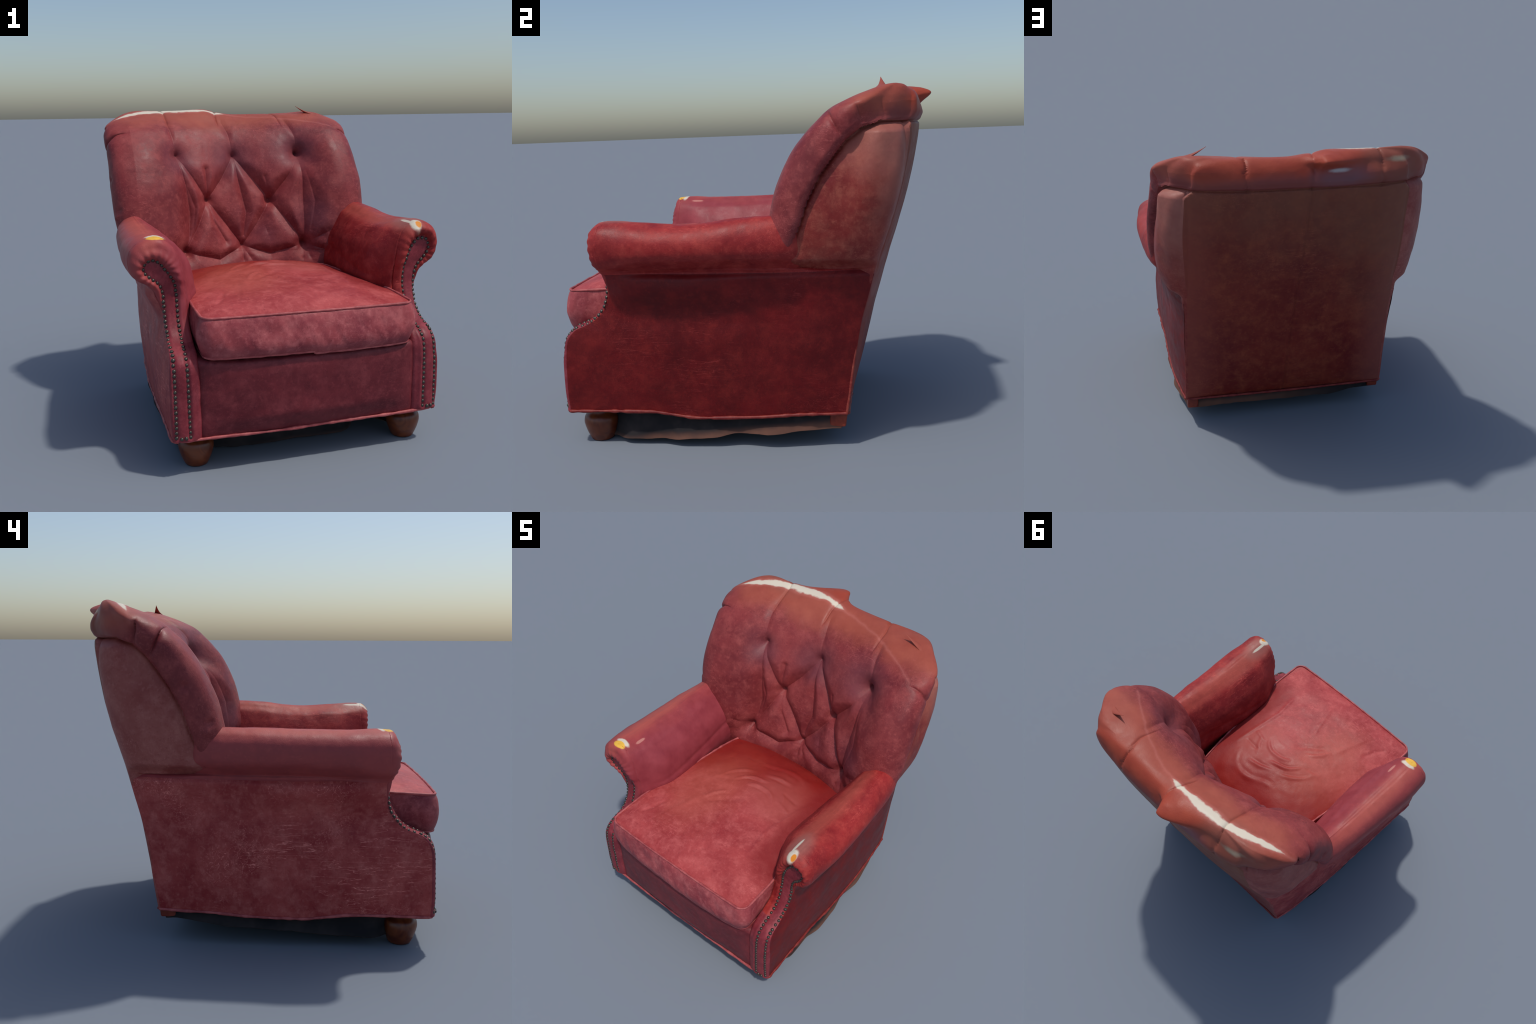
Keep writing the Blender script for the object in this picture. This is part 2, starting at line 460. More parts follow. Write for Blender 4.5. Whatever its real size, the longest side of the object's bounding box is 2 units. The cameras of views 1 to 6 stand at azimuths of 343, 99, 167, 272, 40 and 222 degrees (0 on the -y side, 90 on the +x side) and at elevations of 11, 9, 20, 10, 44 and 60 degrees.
OUTER = [(.730, .19), (.738, .30), (.740, .43), (.736, .54), (.727, .62), (.718, .68), (.712, .75), (.713, .82),
         (.722, .872), (.745, .915), (.778, .945), (.815, .968), (.840, 1.00), (.853, 1.045), (.853, 1.09),
         (.840, 1.13), (.815, 1.163), (.782, 1.184), (.745, 1.192)]
INNER = [(.580, .19), (.582, .35), (.583, .52), (.584, .62), (.586, .70), (.588, .78), (.594, .86), (.602, .94),
         (.613, 1.02), (.627, 1.08), (.648, 1.13), (.680, 1.168), (.712, 1.187), (.745, 1.192)]
NAILS = [(.646, .213), (.648, .40), (.650, .56), (.648, .62), (.645, .68), (.645, .76), (.644, .84), (.648, .92),
         (.661, .985), (.680, 1.035), (.706, 1.070), (.736, 1.086), (.768, 1.078), (.788, 1.050), (.788, 1.018),
         (.768, .982), (.738, .950), (.718, .90), (.712, .83), (.710, .76), (.709, .70), (.710, .65), (.712, .60),
         (.714, .55), (.714, .40), (.714, .213)]

def nail_path(s, n):
    """Nail line of one arm; the two scroll heads differ a little."""
    p = spline(NAILS, n)
    k = sm(p[:, 1], .93, 1.06)
    out = (.010 if s > 0 else .024) * k
    return np.stack([p[:, 0] + out, p[:, 1] + (.013 if s > 0 else -.012) * k], 1)

def side_body(s):
    nm = 'right' if s > 0 else 'left'
    NV, NF, NS = 170, 90, 130
    outer = [(x + (.026 * float(sm(z, .90, 1.0)) * (1 - float(sm(z, 1.15, 1.192))) if s < 0 else 0) + (.022 if s < 0 else .010) * math.exp(-((z - .875) / .06) ** 2), z) for x, z in OUTER]
    vo = spline(outer, 600); vi = spline(INNER, 600)
    # rows denser round the rolled head
    q = np.linspace(0, 1, NV)
    so = vo[(q * 599).astype(int)]
    # match inner rows by height up to the arm, then by progress to the ridge
    to = np.r_[0, np.cumsum(np.linalg.norm(np.diff(vo, axis=0), axis=1))]
    ti = np.r_[0, np.cumsum(np.linalg.norm(np.diff(vi, axis=0), axis=1))]
    zc = .90
    io = np.searchsorted(vo[:, 1], zc); ii = np.searchsorted(vi[:, 1], zc)
    a = q * to[-1]
    b = np.where(a < to[io], np.interp(np.interp(a, to, vo[:, 1]), vi[:, 1], ti),
                 ti[ii] + (a - to[io]) / (to[-1] - to[io]) * (ti[-1] - ti[ii]))
    so = np.stack([np.interp(a, to, vo[:, k]) for k in (0, 1)], 1)
    si = np.stack([np.interp(b, ti, vi[:, k]) for k in (0, 1)], 1)
    so[-1] = si[-1]
    outline = np.vstack([vi[::6], vo[::-1][::6]])
    nails = nail_path(s, 240)
    npoly = nails

    # ---- front face
    u = .5 - .5 * np.cos(np.pi * np.linspace(0, 1, NF))
    fx = si[:, None, 0] + (so - si)[:, None, 0] * u
    fz = si[:, None, 1] + (so - si)[:, None, 1] * u
    XZ = np.stack([fx, fz], -1)
    d, _ = seg_dist(XZ, np.vstack([vi[::6], vo[::-1][::6]]))
    d[:, 0] = 0; d[:, -1] = 0; d[-1] = 0
    head = sm(fz, .86, .97)
    R = .020 + .020 * head
    rnd = R - np.sqrt(np.maximum(R ** 2 - np.maximum(R - d, 0) ** 2, 0))
    dn, arc = seg_dist(XZ, nails)
    ins = inside(XZ, npoly)
    fy = y_front(fz) + rnd
    out = ~ins
    # head: leather puffs forward outside the nails, with gathered pleats
    ang = np.arctan2(fz - 1.02, fx - .735)
    fy -= head * out * (.016 * np.exp(-((dn - .036) / .026) ** 2))
    fy += head * out * .0045 * np.sin(ang * 17 + 1.5 * vnoise(np.stack([fx, fz, fx * 0], -1), 9, 3)) * np.exp(-dn / .05) * sm(dn, 0, .012)
    fy += (.007 + .008 * head) * np.exp(-(dn / .011) ** 2)            # nail groove
    fy += ins * head * .010 * sm(dn, .0, .02)
    fy -= (1 - head) * .013 * np.sin(np.pi * np.clip((fx - si[:, :1]) / np.maximum(so[:, :1] - si[:, :1], 1e-4), 0, 1)) * (1 - sm(fz, .58, .72))
    fy -= out * (1 - head) * .004 * gauss(dn - .02, .012)
    # vertical seam where panel wraps to the inside
    # ---- sides
    ends_o = y_back(so[:, 1]) - .003
    roll = sm(so[:, 1] + (so[:, 0] - .72) * .15, .935, .968)
    roll[so[:, 0] > .785] = 1
    roll = np.maximum.accumulate(roll)
    rear_roll = .40
    t = np.linspace(0, 1, NS) ** 1.15
    y0 = fy[:, -1]
    yend = ends_o * (1 - roll) + rear_roll * roll
    oy = y0[:, None] + (yend - y0)[:, None] * t
    oz = np.repeat(so[:, 1:2], NS, 1)
    # lower side panel: tapers to the rear, belly in the middle
    tt = (oy - y0[:, None]) / (ends_o - y0)[:, None]
    bel = soft(oz, [(.15, -.022), (.25, -.020), (.45, -.012), (.62, .006), (.80, .018), (.93, .008), (1.0, .008)])
    if s < 0:
        bel = bel + .020 * (1 - sm(oz, .55, .75)) * (1 - sm(oy, -.75, -.15))
    rear = .646 + .012 * sm(oz, .2, .9)
    full = soft(oz, [(.15, 4.0), (.25, 5.5), (.45, 7.0), (.95, 7.0)])     # stuffing fills the rear half
    tc = np.clip(tt, 0, 1)
    xs = so[:, 0:1] + (rear - so[:, 0:1]) * tc ** full + bel * np.sin(np.pi * tc) ** .85
    xs = xs + .042 * gauss(oz - .850, .080) * sm(oy, -.69, -.55) * (1 - sm(oy, -.26, .15))
    xs = xs - .032 * sm(oz, .895, .945) * sm(oy, -.64, -.42)
    # roll: slight swell behind the front, narrowing into the wing
    sw = soft(oy, [(-.70, 0), (-.62, .004), (-.42, .024), (-.15, .014), (.0, .004), (.15, -.012), (.25, -.03), (.31, -.06), (.36, -.12), (.42, -.20)])
    wgt = np.clip((so[:, 0:1] - .70) / .15, 0, 1)
    xr = so[:, 0:1] + sw * wgt
    xr = xr - .036 * gauss(oz - .965, .040) * sm(oy, -.64, -.42) * (so[:, 0:1] > .72)
    if s < 0:
        xr = xr - .020 * wgt * sm(oy, -.60, -.30)
    ox = xs * (1 - roll[:, None]) + xr * roll[:, None]
    topz = soft(oy, [(-.70, -.012), (-.63, .002), (-.45, -.006), (-.24, -.018), (-.1, -.008), (.0, .006), (.2, .014), (.45, .016)] if s > 0 else
                  [(-.70, -.014), (-.60, -.004), (-.45, -.012), (-.2, -.010), (.07, -.004), (.45, .006)])
    oz = oz + topz * sm(oz, 1.02, 1.19)
    zb = z_bottom(oy)
    oz = oz + (zb - .19) * (1 - sm(oz, .19, .45))
    # crease tucks in under the roll
    cd = np.abs(so[:, 1] - .93) + np.abs(so[:, 0] - .757) * .3
    ox -= .006 * np.exp(-(cd[:, None] / .014) ** 2) * sm(oy, -.66, -.55)
    # inside face
    y0i = fy[:, 0]
    yi = y0i[:, None] + (.42 - y0i)[:, None] * t
    zi = np.repeat(si[:, 1:2], NS, 1)
    lean = -soft(yi, [(-.70, .0), (-.60, .028), (-.42, .074), (-.1, .070), (.15, .062), (.42, .07)])
    xi = si[:, 0:1] + lean * (1 - np.clip((zi - .80) / .36, 0, 1) ** 1.4) + .010 * sm(yi, -.6, -.3) * sm(zi, 1.0, 1.12) * (1 - sm(zi, 1.15, 1.19))
    xi -= (.046 if s > 0 else .030) * sm(yi, -.68, -.46) * (1 - .6 * sm(yi, -.35, .15)) * (1 - sm(zi, 1.13, 1.192)) * sm(zi, .74, .86)
    xi -= .012 * sm(yi, -.68, -.5) * np.exp(-((zi - 1.0) / .12) ** 2)
    # a soft tuck line low on the inner face
    tk = np.stack([yi, zi], -1)
    dt, _ = seg_dist(tk, [(-.66, .86), (-.3, .895), (.05, .93), (.3, .95)])
    xi += .005 * np.exp(-(dt / .02) ** 2) * sm(yi, -.66, -.4)
    tz = soft(yi, [(-.70, -.012), (-.63, .002), (-.45, -.006), (-.24, -.018), (-.1, -.008), (.0, .006), (.2, .014), (.45, .016)] if s > 0 else
                [(-.70, -.014), (-.60, -.004), (-.45, -.012), (-.2, -.010), (.07, -.004), (.45, .006)])
    zi = zi + tz * sm(zi, 1.02, 1.19)
    fzz = fz + (topz[:, :1] * u + tz[:, :1] * (1 - u)) * sm(fz, 1.02, 1.19)
    fzz = fzz + (z_bottom(fy) - .19) * (1 - sm(fz, .19, .45))

    X = np.concatenate([xi[:, ::-1], fx[:, 1:-1], ox], 1)
    Y = np.concatenate([yi[:, ::-1], fy[:, 1:-1], oy], 1)
    Z = np.concatenate([zi[:, ::-1], fzz[:, 1:-1], oz], 1)
    if s > 0:   # right scroll stands a little higher
        hd = sm(Z, .95, 1.08) * (1 - sm(Z, 1.12, 1.19)) * (1 - sm(Y, -.66, -.55))
        Z = Z + .014 * hd
    P = np.stack([X, Y, Z], -1)
    N = grid_normals(P)
    fade = np.ones(P.shape[:2]); fade[-3:] = .3
    P = P + N * (lumps(P * [s, 1, 1], 11 if s > 0 else 23, 1.0) * fade)[..., None]
    P[-1] = np.where((np.arange(P.shape[1]) < 0)[:, None], P[-1], P[-1])
    # ridge: make both sides of the top row meet
    nu = P.shape[1]; c = NS + (NF - 2) // 2
    for i in range(NS + NF // 2 - 1):
        j = nu - 1 - i
        if j > i:
            m = .5 * (P[-1, i] + P[-1, j]); P[-1, i] = m; P[-1, j] = m
    ycol = P[..., 1]
    V = P.copy(); V[..., 0] = CX + s * P[..., 0]
    F = grid_faces(NV, nu)
    # region per face: 0 side panel, 1 arm, 2 front panel
    fv = np.arange(NV - 1)[:, None]; fu = np.arange(nu - 1)[None]
    reg = np.ones((NV - 1, nu - 1), int)
    low = so[:-1, 1] < .93
    low &= so[:-1, 0] < .76
    reg[(low[:, None]) & (fu >= NS + NF - 2)] = 0
    insf = np.zeros((NV - 1, nu - 1), bool)
    insf[:, NS:NS + NF - 3] = (ins[:-1, 1:-2] & ins[1:, 2:-1])
    reg[insf] = 2
    lowf = (fz[:-1, 0] < .66)[:, None] & (fu >= NS - 1) & (fu < NS + NF - 2)
    reg[lowf] = 2
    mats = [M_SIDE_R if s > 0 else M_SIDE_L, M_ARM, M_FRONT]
    front = P[:, NS:NS + NF - 2].reshape(-1, 3)
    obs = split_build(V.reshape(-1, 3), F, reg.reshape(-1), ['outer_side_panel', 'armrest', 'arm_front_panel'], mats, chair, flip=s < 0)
    # ---- nails
    global NAIL_ME
    path = nail_path(s, 2000)
    yy = y_front(path[:, 1])
    P3 = np.stack([path[:, 0], yy, path[:, 1]], 1)
    L = np.linalg.norm(np.diff(P3, axis=0), axis=1).sum()
    bott = resample(np.array([P3[-1], P3[0]]), 4)[1:-1] + [0, -.002, -.002]
    pts = np.vstack([resample(P3, int(L / .0262)), bott])
    for p in pts:
        z = p[2]; dz = .004
        sl = (y_front(z + dz) - y_front(z - dz)) / (2 * dz)
        n = Vector((0, -1, sl)).normalized()
        n = (n + Vector(RNG.normal(0, .06, 3))).normalized()
        hd = float(sm(z, .86, .97))
        o = bpy.data.objects.new('upholstery_nail', NAIL_ME)
        bpy.context.scene.collection.objects.link(o)
        o.parent = obs[2]
        rot = n.to_track_quat('Z', 'Y').to_matrix().to_4x4()
        k = 1 + RNG.normal(0, .05)
        near = front[np.argsort((front[:, 0] - p[0]) ** 2 + (front[:, 2] - z) ** 2)[:4]]
        loc = Vector((CX + s * p[0] + RNG.normal(0, .0008), near[:, 1].mean() - .0005, z + RNG.normal(0, .0008)))
        o.matrix_local = Matrix.Translation(loc) @ rot @ Matrix.Scale(k, 4)
    return obs, V[0, -NS:]

def nail_mesh():
    prof = [(0, .0075), (.004, .0070), (.0075, .0050), (.0098, .0015), (.0106, -.003), (.0100, -.006)]
    n = 14
    V = [(0, 0, prof[0][1])]; F = []
    for r, h in prof[1:]:
        for i in range(n):
            a = 2 * math.pi * i / n
            V.append((r * math.cos(a), r * math.sin(a), h))
    for i in range(n):
        F.append((0, 1 + i, 1 + (i + 1) % n))
    for k in range(len(prof) - 2):
        for i in range(n):
            a = 1 + k * n + i; b = 1 + k * n + (i + 1) % n
            F.append((a, a + n, b + n, b))
    me = bpy.data.meshes.new('upholstery_nail')
    me.from_pydata(V, [], F); me.materials.append(M_NAIL)
    me.polygons.foreach_set('use_smooth', [True] * len(me.polygons)); me.update()
    return me
NAIL_ME = nail_mesh()

# --------------------------------------------------------------- backrest
YC = [(.15, .20), (.80, .285), (.93, .320), (1.23, .408), (1.45, .474), (1.55, .522), (1.63, .570), (1.69, .624),
      (1.74, .690), (1.775, .750), (1.795, .792), (1.805, .822)]
YN = [(.15, .16), (.80, .17), (.95, .140), (1.05, .145), (1.2, .176), (1.3, .198), (1.45, .262), (1.57, .342),
      (1.66, .428), (1.70, .474), (1.74, .548), (1.775, .636), (1.795, .722), (1.805, .812)]
XO = [(.15, .70), (.925, .70), (.94, .735), (.96, .765), (1.00, .795), (1.08, .818), (1.2, .835), (1.35, .840), (1.5, .836),
      (1.6, .842), (1.67, .846), (1.71, .838), (1.74, .815), (1.765, .778), (1.785, .725), (1.798, .65), (1.805, .55)]
SEAM = [(.255, .93), (.300, 1.08), (.342, 1.18), (.372, 1.27), (.438, 1.395), (.507, 1.485), (.560, 1.548), (.635, 1.606),
        (.71, 1.628), (.81, 1.638), (.90, 1.632)]
YTOPB = [(1.63, .852), (1.655, .862), (1.69, .870), (1.73, .868), (1.765, .860), (1.79, .845), (1.805, .825)]

def folds():
    """Tufting: buttons (x, y, z, radius) and fold lines (points, depth, width)."""
    T = [(-.394, .478, 1.53, .085), (.010, .560, 1.513, .080), (.450, .528, 1.521, .095)]
    Mi = [(-.204, .440, 1.238, .058), (.230, .442, 1.22, .056)]
    B = [(-.382, .306, .925, .055), (.018, .366, .932, .055), (.423, .306, .939, .062)]
    p = lambda b: (b[0], b[2])
    L = []
    for a, b in ((T[0], Mi[0]), (T[1], Mi[0]), (T[1], Mi[1]), (T[2], Mi[1]), (Mi[0], B[0]), (Mi[0], B[1]),
                 (Mi[1], B[1]), (Mi[1], B[2])):
        m = ((a[0] + b[0]) / 2 + .008, (a[2] + b[2]) / 2 - .006)
        L.append(([p(a), m, p(b)], .034, .019))
    # long folds that drop from the outer buttons, and up over the crest
    L += [([p(T[0]), (-.355, 1.36), (-.335, 1.15), (-.35, 1.02), p(B[0])], .040, .022),
          ([(-.375, 1.42), (-.30, 1.2), (-.325, 1.0)], .020, .014),
          ([p(T[2]), (.445, 1.35), (.43, 1.12), p(B[2])], .038, .024),
          ([(.47, 1.42), (.50, 1.22), (.46, 1.03)], .020, .018),
          ([(.43, 1.40), (.40, 1.24), (.41, 1.05)], .014, .012),
          ([p(T[1]), (.025, 1.36), (.06, 1.15), (.03, 1.0)], .022, .013),
          ([p(T[0]), (-.405, 1.64), (-.425, 1.76), (-.42, 1.9)], .022, .012),
          ([p(T[1]), (-.005, 1.66), (-.05, 1.80), (-.06, 1.9)], .015, .013),
          ([p(T[2]), (.44, 1.64), (.40, 1.78), (.36, 1.9)], .022, .012),
          ([p(Mi[0]), (-.205, 1.32), (-.205, 1.44)], .018, .010), ([p(Mi[0]), (-.17, 1.1), (-.10, .97)], .018, .014),
          ([(.20, 1.38), (.225, 1.24)], .009, .010), ([(.15, 1.40), (.2, 1.25)], .008, .010),
          ([p(Mi[1]), (.30, 1.14), (.36, 1.03)], .018, .02), ([(.16, 1.12), (.19, 1.00)], .010, .018),
          ([p(B[0]), (-.15, .855), p(B[1])], .022, .014), ([p(B[1]), (.2, .875), p(B[2])], .022, .014),
          ([p(B[1]), (.015, .82)], .018, .012), ([p(B[1]), (.07, .84)], .014, .012),
          ([p(B[0]), (-.39, .82)], .016, .012), ([p(B[2]), (.40, .82)], .018, .012), ([p(B[2]), (.46, .83)], .016, .012),
          ([p(B[2]), (.56, 1.02)], .018, .02), ([p(B[2]), (.55, .90)], .018, .016),
          ([p(B[0]), (-.48, .98)], .014, .016)]
    return T + Mi + B, L
BUTTONS, FOLDS = folds()

def backrest():
    # rows: even in height low down, by arc length over the crest
    prof = spline([(y, z) for z, y in YC], 3000)
    prof = prof[(prof[:, 1] >= .17)]
    low = np.linspace(.175, .80, 40)[:-1]
    hi = prof[prof[:, 1] >= .80]
    hi = resample(hi, 380)
    zr = np.concatenate([low, np.maximum.accumulate(hi[:, 1])]); zr = np.minimum(zr, 1.805)
    NV = len(zr)
    NF, NW, NP = 220, 120, 70       # half-front, wing side, half-back columns
    rows = []
    seam_zy = [(b, a) for a, b in SEAM[:10]]
    tab = np.stack([soft(zr, YC), soft(zr, YN), soft(zr, XO), np.where(zr <= 1.63, y_back(zr), soft(zr, YTOPB))], 1)
    for z, (yc, yn, xo, yb) in zip(zr, tab):
        top = float(sm(z, 1.66, 1.80))
        kx = min(1.0, xo / .832) if z > 1.5 else 1.0
        tt = float(sm(z, 1.58, 1.68))
        xe = .70 * min(kx, 1) - .11 * float(1 - sm(z, .80, .90))
        lo = float(1 - sm(z, .93, 1.0))
        X = np.linspace(0, xe, NF)
        g = np.sin(.5 * np.pi * X / xe) ** 2
        yf = yc + (yn - yc) * g
        span = yb - yn
        xb = (.646 + .006 * float(sm(z, .98, 1.08)) - .058 * tt) * kx
        w = [(X[-1], yf[-1])]
        w.append((xe + (xo - xe) * .62, yn + min(.026, span * .07)))
        w.append((xe + (xo - xe) * .93, yn + min(.085, span * .20)))
        w.append((xo - .004, yn + min(.17, span * .36)))
        w.append((xo - (.022 + .030 * tt) * kx, yn + span * .55))
        w.append((xo - (.036 + .066 * tt) * kx, yn + span * .75))
        w.append((xb + (.082 - .048 * tt) * kx, yb - span * .080))
        w.append((xb, yb))
        pw = np.array(w)
        lim = np.array([.68, .69, .70, .70, .70, .692, .668, .648])
        pw[:, 0] = pw[:, 0] * (1 - lo) + np.minimum(pw[:, 0], lim) * lo
        lo2 = float(1 - sm(z, .80, .90))
        lim2 = np.array([.59, .59, .59, .59, .60, .625, .643, .645])
        pw[:, 0] = pw[:, 0] * (1 - lo2) + np.minimum(pw[:, 0], lim2) * lo2
        bk_ = np.argmin(np.abs(X - (X[-1] - .05 * kx)))
        q = np.vstack([[X[bk_], yf[bk_]], pw, [xb - .12, yb + .004]])
        side = spline(q, 900)
        i0 = np.argmin(np.linalg.norm(side - pw[0], axis=1)); i1 = np.argmin(np.linalg.norm(side - pw[-1], axis=1))
        side = resample(side[i0:i1 + 1], NW)
        side[0] = pw[0]; side[-1] = pw[-1]
        bx = np.linspace(xb, 0, NP)
        byy = yb + float(soft(z, BOW)) * (1 - np.abs(bx / xb) ** 3.4)
        rows.append(np.vstack([np.stack([X, yf], 1), side[1:], np.stack([bx, byy], 1)[1:]]))
    H = np.stack(rows)                       # (NV, nh, 2)
    nh = H.shape[1]
    half = np.concatenate([H, np.repeat(zr[:, None, None], nh, 1)], 2)
    R = half.copy(); Lf = half.copy(); Lf[..., 0] *= -1
    P = np.concatenate([R, Lf[:, ::-1][:, 1:-1]], 1)      # closed loop
    nu = P.shape[1]
    col = np.arange(nu); hcol = np.where(col < nh, col, 2 * (nh - 1) - col)
    isR = col < nh
    isfront = (hcol < NF)[None]
    x, y, z = P[..., 0].copy(), P[..., 1].copy(), P[..., 2].copy()
    # base normals in plan
    nxt = np.roll(P, -1, 1) - np.roll(P, 1, 1)
    nrm = np.stack([nxt[..., 1], -nxt[..., 0], 0 * x], -1)
    nrm /= np.linalg.norm(nrm, axis=-1, keepdims=True) + 1e-9
    # ---- tufting pushes the front sheet back
    wf = np.where(isfront, 1, 0) * np.ones_like(x)
    wf = wf * sm(z, .72, .80) * (1 - sm(np.abs(x), .60, .70))
    dep = np.zeros_like(x)
    XZ = np.stack([x + CX, z], -1)
    for pts, d, w in FOLDS:
        r, t = seg_dist(XZ, pts)
        ends = 1.0
        if pts[-1][1] >= 1.85 or len(pts) == 2:
            ends = np.where(t > .75, 1 - .5 * sm(t, .75, 1), 1)
        dep = dep + (d * 1.40 * ends * (.24 * np.exp(-(r / (w * .5))) + .76 * np.exp(-(r / (w * 2.4)) ** 1.8))) ** 3
    dep = dep ** (1 / 3)
    btn = np.zeros_like(x)
    for bx, by, bz, w in BUTTONS:
        r = np.hypot(XZ[..., 0] - bx, (XZ[..., 1] - bz) * .9)
        at = np.argmin(np.where(isfront, r, 9).ravel())
        d = max(.03, by - y.ravel()[at])
        btn = np.maximum(btn, 1.12 * d * (.30 * np.exp(-r / .018) + .70 * np.exp(-(r / w) ** 1.5)))
    topf = 1 - sm(z, 1.70, 1.80) * .35
    soft_in = .030 * gauss(np.hypot(XZ[..., 0] - .36, XZ[..., 1] - 1.29), .11) + .026 * gauss(np.hypot(XZ[..., 0] + .35, (XZ[..., 1] - 1.08) * .6), .075)
    disp = (dep ** 3 + btn ** 3) ** (1 / 3) + soft_in
    disp = disp * wf * topf
    y = y + disp
    z = z + 0
    # folds continue over the crest on to the back band
    band = (hcol >= NF)[None] & (z > 1.62)
    for xs, d in (((-.42, -.45), .011), ((-.06, -.03), .009), ((.36, .33), .011)):
        cx = xs[0] + (xs[1] - xs[0]) * sm(z, 1.8, 1.64)
        y = y - band * d * np.exp(-(np.abs(x + CX - cx) / .010)) * sm(y, .6, .7)
    # ---- seam groove and the swell of the cushion in front of it
    side = (hcol >= NF)[None] & (np.abs(x) > .55)
    YZ = np.stack([y, z], -1)
    ds, _ = seg_dist(YZ, SEAM)
    yseam = np.interp(z, [b for a, b in SEAM[:9]], [a for a, b in SEAM[:9]])
    fwd = (y < yseam) | (z > 1.636)
    back = (hcol >= NF + NW - 1)[None]
    dsb = np.where(back, np.abs(z - 1.634), ds)
    on = (side | back) & (z > .95)
    fwdb = np.where(back, z > 1.634, fwd)
    off = np.where(fwdb, .016 * sm(dsb, .0, .045), np.where(back, 0, -.042 * np.exp(-dsb / .075))) - .012 * np.exp(-(dsb / .009) ** 2)
    off = off * on * sm(z, .95, 1.05) * sm(hcol, NF, NF + NW * .42)[None]
    x = x + nrm[..., 0] * off; y = y + nrm[..., 1] * off
    lean_in = sm(y, .60, .80) * sm(z, 1.60, 1.68)
    x = x - np.sign(x) * lean_in * sm(np.abs(x), .58, .76) * np.where(x > 0, .030, .010)
    trim = soft(z, [(1.1, 0), (1.3, .012), (1.5, .028), (1.66, .046), (1.76, .036), (1.81, .02)])
    x = x - trim * sm(x, .52, .76) * (1 - sm(y, .58, .74) * (1 - sm(z, 1.58, 1.66)))
    x = x + np.where(x > 0, .032, .0) * gauss(z - 1.34, .24) * sm(y, .62, .76) * gauss(np.abs(x) - .69, .07)
    y = y + .005 * gauss(z - 1.37, .14) * sm(-x, .35, .60) * sm(y, .60, .74)
    # ---- pleats on the wings (side folds between crest and seam), in y,z
    for sgn, pts, d in ((1, [(.455, 1.71), (.50, 1.64), (.545, 1.565)], .020), (1, [(.60, 1.75), (.635, 1.62)], .012), (1, [(.71, 1.75), (.73, 1.645)], .012),
                        (-1, [(.455, 1.69), (.495, 1.62), (.528, 1.545)], .030), (-1, [(.60, 1.75), (.605, 1.67), (.622, 1.60)], .026)):
        r, t = seg_dist(YZ, pts)
        m = side & ((x > 0) if sgn > 0 else (x < 0))
        k = m * d * np.exp(-r / .011) * sm(np.abs(x), .68, .76) * np.sin(np.pi * np.clip(t, .04, .96)) ** .5 * (1 - sm(z, 1.69, 1.75))
        x = x - nrm[..., 0] * k; y = y - nrm[..., 1] * k
    # small dents on the left wing
    for (yy_, zz_, d, w) in ((.36, 1.40, .012, .022), (.235, 1.22, .010, .02), (.25, 1.17, -.010, .02)):
        k = side & (x < 0)
        x = x + k * d * np.exp(-((y - yy_) ** 2 + (z - zz_) ** 2) / w ** 2)
    # ---- outside back: centre and edge seams
    bk = (hcol >= NF + NW - 8)[None] & (z < 1.63)
    xc = interp(z, [(.19, .03), (.55, .02), (1.0, .0), (1.4, -.02), (1.6, -.03)]) - CX
    y = y - bk * .006 * np.exp(-((x - xc) / .006) ** 2) + bk * .004 * np.exp(-((x - xc - .012) / .008) ** 2)
    y = y - bk * .006 * np.exp(-((np.abs(x) - .635) / .007) ** 2) * sm(z, .9, 1.0)
    # ---- asymmetry: left rear leans in, left crest stands higher, sag right of centre
    ytilt = soft(x, [(-.7, -.012), (.7, .004)]) * sm(z, .9, 1.6) * sm(y, .45, .75)
    y = y + ytilt
    xa = x + CX
    crest = soft(xa, [(-.85, .018), (-.68, .032), (-.40, .022), (-.14, .028), (-.03, .008), (.1, -.006), (.4, -.006),
                        (.55, .006), (.68, .014), (.80, .008), (.9, 0)])
    z = z + crest * sm(z, 1.66, 1.80) * sm(y, .64, .81)
    # torn flap of leather standing out behind the crest, left of centre
    y = y - .022 * sm(-xa, .22, .40) * sm(z, 1.70, 1.77) * sm(y, .79, .85)
    f = sm(xa, -.46, -.09) * (1 - sm(xa, -.075, -.03))
    f = f ** 2.0
    y = y + .105 * f * gauss(z - 1.785, .042) * sm(y, .77, .86)
    z = z + .012 * f * sm(y, .78, .90) * sm(z, 1.72, 1.78)
    # curled peak on the right of the crest
    pk = 0 * np.exp(-(np.abs(xa - .585) / .045) ** 1.2 - (np.abs(y - .72) / .05) ** 1.5) * sm(z, 1.74, 1.795)
    z = z + .010 * pk
    # swollen corner at left top
    P = np.stack([x, y, z], -1)
    N = grid_normals(np.concatenate([P[:, -2:], P, P[:, :2]], 1))[:, 2:-2]
    amp = .9 * np.where(z > .9, 1, .3) * np.where((hcol > NF + NW)[None] & (z < 1.62), .45, 1)
    N[-4:] = [0, 0, -1]
    P = P - N * (lumps(P, 41) * amp)[..., None]
    # close the crest: average the last row across front and back
    for i in range(nh):
        pass
    last = P[-1].copy()
    ridge = np.zeros_like(last)
    xs = np.linspace(-1, 1, nu)
    for k in range(nu):
        pass
    V = P.copy(); V[..., 0] += CX
    # crest cap: strip joining front half and back half of the last row
    F = grid_faces(NV, nu, True)
    base = (NV - 1) * nu
    cap = []
    fr = [nu - i for i in range(1, NF)][::-1]            # left front columns ... centre
    frontcols = [(nu - k) % nu for k in range(nh - 1, 0, -1)]
    loop = list(range(nu))
    # pair column k on the front with the column of like x on the back
    xl = V[-1, :, 0]
    frontidx = [(-k) % nu for k in range(NF + NW // 3, 0, -1)] + list(range(0, NF + NW // 3 + 1))
    backidx = [i for i in range(nu) if i not in set(frontidx)]
    backidx = backidx[::-1]
